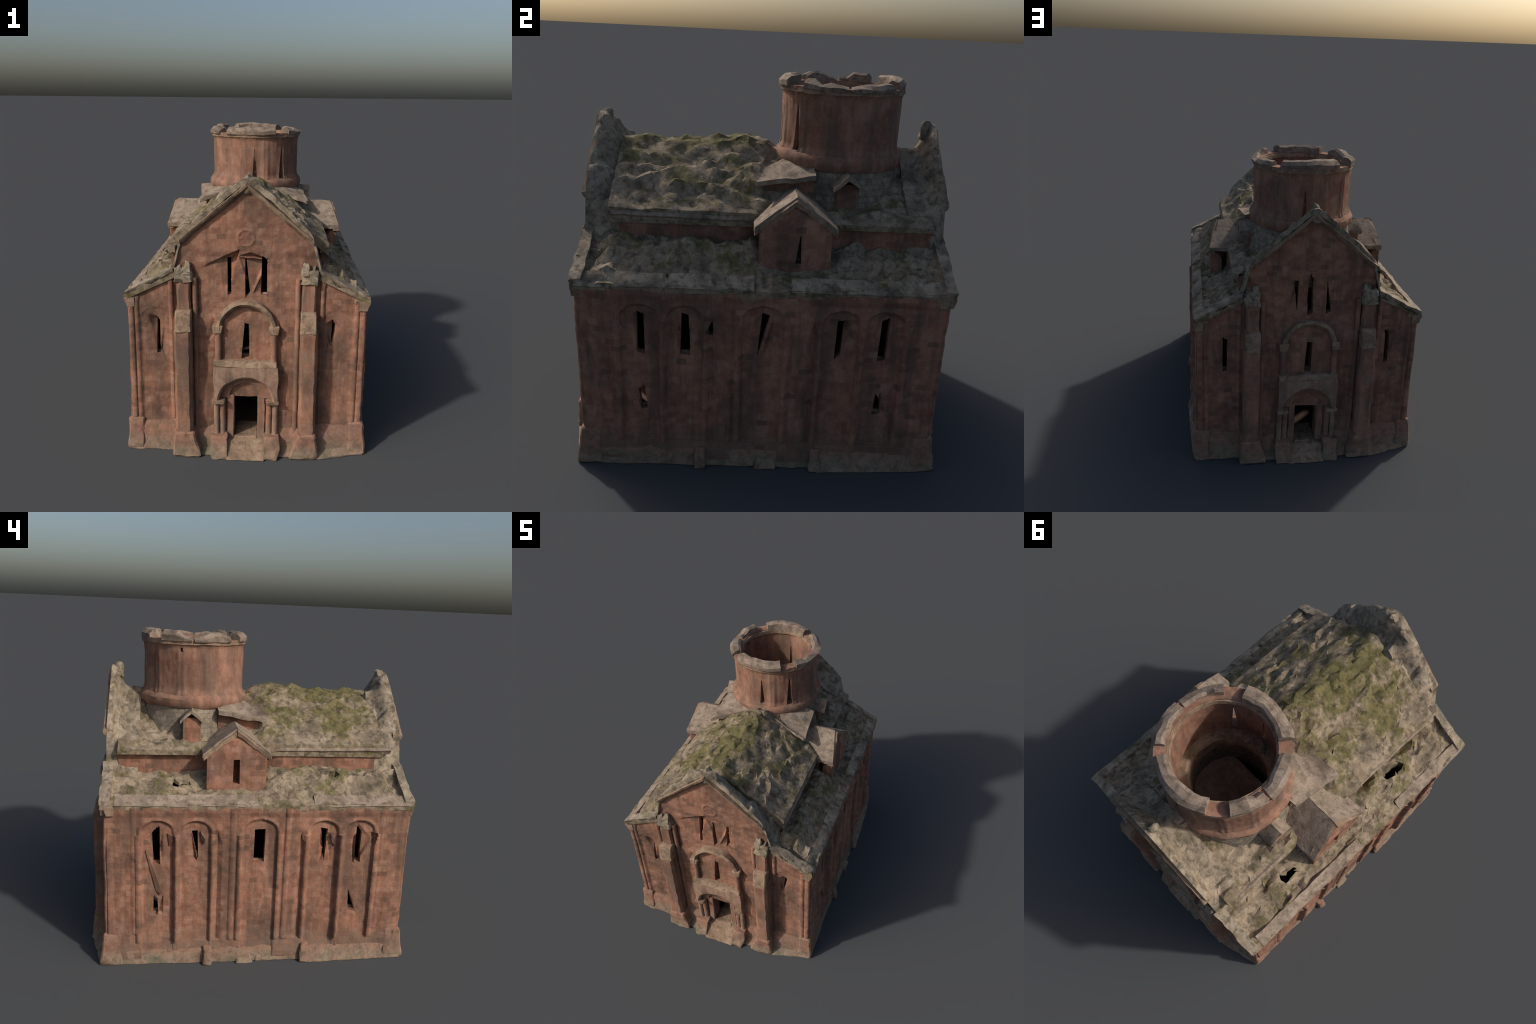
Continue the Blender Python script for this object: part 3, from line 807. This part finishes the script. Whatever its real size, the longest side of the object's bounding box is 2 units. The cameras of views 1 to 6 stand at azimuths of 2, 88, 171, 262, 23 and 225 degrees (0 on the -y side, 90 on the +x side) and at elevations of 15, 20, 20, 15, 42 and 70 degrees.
for k, seed in ((0, 71), (2, 83)):
    sg = -1 if k == 0 else 1
    def par_h(x, y, sg=sg, seed=seed):
        t = abs(y)
        f = sstep(0.850 if sg > 0 else 0.845, 0.735 if sg < 0 else 0.775, t) ** (1.15 if sg < 0 else 0.7)
        z = lerp(crest(x), foot_line(x) - (0.0 if sg < 0 else 0.040) * sstep(0.02, 0.16, abs(x)) * sstep(0.44, 0.30, abs(x)), f)
        if sg < 0:                                  # slumped shoulder of masonry behind the long-arm gable
            z += 0.055 * math.exp(-((x + 0.11) / 0.045) ** 4) * sstep(0.845, 0.80, t) * sstep(0.692, 0.72, t)
        w = sstep(0.872, 0.85, t)
        return z + lumps(x, y, seed, 0.028) * (0.35 + 0.65 * w) * (0.5 + 0.5 * sstep(0.0, 0.12, abs(x)))
    rubble_sheet("gable_parapet", span(-0.445, 0.445, 0.0155), [sg * y for y in span(0.69, 0.868, 0.0125)], par_h, 0.04, M_RUBBLE, seed, 0.34, angle=28)
    finial = block("ridge_stone", k, -0.035, 0.035, 0.80, 0.878, 1.56, 1.655, M_RUBBLE, amp=0.013, scale=20, seed=seed, taper=0.020, cut=0.013, top_d=0.858, bevel=0.012)

# ------------------------------------------------------------------ transept cross gables
def gable_roof(name, k, yc, half, z_apex, z_eave, d0, d1, d0z, thick, mat, seed, parent=None, hip=0.0):
    """two pitched slabs running outwards from the drum"""
    out = []
    cc = yc if k == 1 else -yc
    for s in (-1, 1):
        def ring(d, s=s):
            zr = lerp(d0z, z_apex, (d - d0) / (d1 - d0))
            ze = z_eave + (zr - z_apex)
            m = [(0, zr), (s * half * 0.5, (zr + ze) / 2 + 0.004), (s * half, ze)]
            lag = lambda u: d - hip * (1 - abs(u) / half) * (d - d0) / (d1 - d0)
            up = [turn(k, cc + u, lag(u), z) for u, z in m]
            dn = [turn(k, cc + u, lag(u), z - thick) for u, z in reversed(m)]
            return up + dn
        out.append(sweep(name, span(d0, d1, 0.02), ring, mat, amp=0.006, scale=10, seed=seed + s, parent=parent, angle=40))
    return out

for k, slit in ((1, [(0.138, 1.05), (0.158, 1.205), (0.166, 1.05)]), (3, [(-0.155, 1.05), (-0.153, 1.19), (-0.118, 1.192), (-0.116, 1.05)])):
    cy = 0.134 if k == 1 else -0.134
    top = lambda u, cy=cy: profile([(0, 1.342), (0.168, 1.226), (0.2, 1.22)], abs(u - cy))
    g = panel("transept_gable", lambda u, z, d, k=k: turn(k, u, 0.575 - 0.034 * sstep(1.22, 1.34, z) + d, z), span(cy - 0.168, cy + 0.168, 0.006), span(0.99, 1.38, 0.0065),
              lambda u, z, k=k: wob(u, z, 90 + k), [slit], 0.07, M_WALL, top=top)
    gable_roof("transept_roof", k, 0.134, 0.192, 1.362, 1.224, 0.27, 0.586, 1.366, 0.026, M_SLAB, 95 + k, g, 0.05)
    block("transept_cheek", k, cy - 0.166, cy + 0.166, 0.38, 0.47, 0.98, 1.20, M_WALL, amp=0.002, seed=3 * k, parent=g)
    for s in (-1, 1):                               # rubble verge at the gable edge
        us = [(cy + s * u, 1.338 - 0.66 * u - 0.3 * u * u) for u in span(0.0, 0.19, 0.02)]
        sweep("gable_verge", us, lambda a, k=k, cy=cy: [turn(k, a[0], 0.52 + 0.15 * abs(a[0] - cy), a[1] - 0.02), turn(k, a[0], 0.556 + 0.16 * abs(a[0] - cy), a[1] - 0.016), turn(k, a[0], 0.558 + 0.16 * abs(a[0] - cy), a[1] + 0.008), turn(k, a[0], 0.52 + 0.15 * abs(a[0] - cy), a[1] + 0.022)],
              M_TRIM, amp=0.007, scale=20, seed=k + s, parent=g, angle=35)
    # little dormer at the foot of the drum
    cd = 0.385 if k == 1 else -0.385
    dm = block("dormer", k, cd - 0.052, cd + 0.052, 0.28, 0.378 if k == 3 else 0.352, 1.20, 1.385, M_WALL, amp=0.003, seed=7 * k, bevel=0.003)
    gable_roof("dormer_roof", k, 0.385, 0.068, 1.432, 1.372, 0.28, 0.400, 1.44, 0.02, M_SLAB, 120 + k, dm)
    # wedge-shaped roof of the square corner under the drum, on the long-arm side
    s = 1 if k == 1 else -1
    tip = Vector((s * 0.374, -0.068, 1.394))
    inner = [Vector((RD * cos(radians(a)) * s, YD + RD * sin(radians(a)), 1.462)) for a in (-98, -84, -70, -55, -42, -28)]
    outer = [lerp(Vector((s * 0.03, 0.02, 1.505)), tip, t) for t in (0, 0.35, 0.7, 1.0)] + [lerp(tip, Vector((s * 0.345, 0.23, 1.432)), t) for t in (0.5, 1.0)]
    def along(pts, t):
        f = t * (len(pts) - 1)
        n0 = min(int(f), len(pts) - 2)
        return pts[n0].lerp(pts[n0 + 1], f - n0)
    nA, nB = 22, 9
    V, F = [], []
    for i in range(nA):
        for j in range(nB):
            t = j / (nB - 1)
            p = along(inner, i / (nA - 1)).lerp(along(outer, i / (nA - 1)), t)
            p.z -= 0.012 * sin(t * pi) + 0.008 * t
            V.append(p + Vector((0.006 * fbm(*p, 16, k + 4), 0.006 * fbm(*p, 16, k + 8), 0.011 * fbm(*p, 13, k))))
    n = len(V)
    for i in range(nA - 1):
        for j in range(nB - 1):
            F.append((i * nB + j, i * nB + j + 1, (i + 1) * nB + j + 1, (i + 1) * nB + j))
    V += [v + Vector((0, 0, -0.024)) for v in V]
    F += [tuple(q + n for q in reversed(f)) for f in F]
    loop = [i * nB for i in range(nA)] + [(nA - 1) * nB + j for j in range(1, nB)] + [i * nB + nB - 1 for i in range(nA - 2, -1, -1)] + list(range(nB - 2, 0, -1))
    F += [(a, b, b + n, a + n) for a, b in zip(loop, loop[1:] + loop[:1])]
    sq = add("corner_roof", V, F, M_SLAB, None, 40)
    wl = [(0.17, 0.0), (0.322, -0.01), (0.305, 0.23), (0.17, 0.23)]
    base = [Vector((s * x, y, 1.20)) for x, y in wl]
    topv = [Vector((s * 0.17, 0.0, 1.425)), Vector((s * 0.322, -0.01, 1.392)), Vector((s * 0.305, 0.23, 1.42)), Vector((s * 0.17, 0.23, 1.44))]
    add("corner_wall", base + topv, [(0, 1, 2, 3), (4, 5, 6, 7), (0, 1, 5, 4), (1, 2, 6, 5), (2, 3, 7, 6), (3, 0, 4, 7)], M_WALL, sq, 30)

# ------------------------------------------------------------------ drum
def drum_place(a, z, d):
    return ((RD + d) * cos(a), YD + (RD + d) * sin(a), z)

NB = 12
def drum_depth(a, z):
    t = ((a / (2 * pi) * NB + 0.5) % 1.0) - 0.5       # position inside one blind bay
    d = 0.004 * fbm(cos(a), sin(a), z, 3, 4, 2) + 0.002 * fbm(cos(a) * 4, sin(a) * 4, z * 3, 4, 6, 2)
    d += 0.006 * (1 / cos(t * 2 * pi / NB) - 1.02) - 0.002
    g = abs(abs(t) - 0.42)
    d += 0.003 * max(0, 1 - g / 0.08) * sstep(1.80, 1.76, z)
    d -= 0.0025 * sstep(0.36, 0.28, abs(t)) * sstep(1.77, 1.73, z)
    d += 0.012 * sstep(1.77, 1.81, z) + 0.010 * sstep(1.54, 1.50, z)
    return d

def slit(az, z0, z1, w):
    a = radians(az)
    return [(a - w * 0.25, z1), (a + w * 0.1, z1), (a + w, z0), (a - w, z0)]

DRUM_OPEN = [slit(271, 1.52, 1.72, 0.055), slit(309, 1.51, 1.73, 0.075), slit(84, 1.52, 1.70, 0.045),
             [(radians(164), 1.752), (radians(168), 1.752), (radians(168), 1.775), (radians(164), 1.775)]]
drum = panel("drum", drum_place, span(0, 2 * pi, 2 * pi / 240)[:-1], span(1.47, 1.822, 0.0075), drum_depth, DRUM_OPEN, 0.054, M_DRUM, wrap=True, angle=35)

def ring_of(name, prof, mat, seed, amp, parent, a0=0, a1=360, n=120):
    """turned course of the drum from an (r, z) profile"""
    full = a1 - a0 >= 360
    st = [a0 + (a1 - a0) * i / n for i in range(n + (0 if full else 1))]
    return sweep(name, st, lambda a: [(r * cos(radians(a)), YD + r * sin(radians(a)), z) for r, z in prof], mat, closed=full, amp=amp, scale=12, seed=seed, parent=parent, angle=42)

ring_of("drum_collar", [(0.25, 1.425), (0.318, 1.432), (0.331, 1.452), (0.332, 1.482), (0.318, 1.502), (0.30, 1.512), (0.25, 1.50)], M_DRUM, 3, 0.006, drum)
ring_of("drum_foot", [(0.206, 1.10), (0.352, 1.10), (0.340, 1.27), (0.322, 1.36), (0.311, 1.44), (0.206, 1.44)], M_RING, 5, 0.005, drum)
ring_of("inner_ledge", [(0.196, 1.39), (0.262, 1.39), (0.262, 1.482), (0.222, 1.484), (0.198, 1.462)], M_TRIM, 7, 0.005, drum)

# broken rim: six lengths of cornice with open joints
RIM = [(-126, -64, 1.864, 1.862, 1.866), (-44, -4, 1.864, 1.858, 1.832), (0, 42, 1.828, 1.856, 1.854), (57, 124, 1.862, 1.872, 1.868),
       (142, 176, 1.868, 1.872, 1.842), (178, 222, 1.838, 1.868, 1.872)]
RIM_R = [(0.252, 0.328), (0.272, 0.322), (0.264, 0.328), (0.244, 0.318), (0.262, 0.326), (0.256, 0.330)]
for i, (a0, a1, za, zm, zb) in enumerate(RIM):
    ri, ro = RIM_R[i]
    def ring(a, a0=a0, a1=a1, za=za, zm=zm, zb=zb, i=i, ri=ri, ro=ro):
        t = (a - a0) / (a1 - a0)
        z = profile([(0, za), (0.5, zm), (1, zb)], t) + 0.008 * nz(t * 5, i * 3.7, 0.4)
        if i in (1, 2, 4, 5):                       # chips broken out of the cornice
            z -= 0.018 * math.exp(-((t - 0.30 - 0.13 * i) / 0.10) ** 2)
        ri2 = ri + 0.010 * nz(t * 4, i * 1.9, 7.0)
        ro2 = ro + 0.007 * nz(t * 4, i * 2.9, 3.0)
        rr = [(ri2, 1.806), (ri2 + 0.002, z - 0.010), (ri2 + 0.018, z), (ro2 - 0.022, z - 0.005), (ro2, z - 0.024 if z > 1.845 else z - 0.010), (ro2 - 0.002, 1.814), (0.308, 1.794)]
        return [(r * cos(radians(a)), YD + r * sin(radians(a)), zz) for r, zz in rr]
    sweep("rim_block", span(a0 + RND.uniform(-2, 2), a1 + RND.uniform(-2, 2), 8), ring, M_RIM, amp=0.006, scale=12, seed=i * 3.3, angle=24, parent=drum)
ring_of("rim_bed", [(0.242, 1.79), (0.318, 1.795), (0.316, 1.815), (0.244, 1.815)], M_TRIM, 17, 0.004, drum)

# ------------------------------------------------------------------ interior
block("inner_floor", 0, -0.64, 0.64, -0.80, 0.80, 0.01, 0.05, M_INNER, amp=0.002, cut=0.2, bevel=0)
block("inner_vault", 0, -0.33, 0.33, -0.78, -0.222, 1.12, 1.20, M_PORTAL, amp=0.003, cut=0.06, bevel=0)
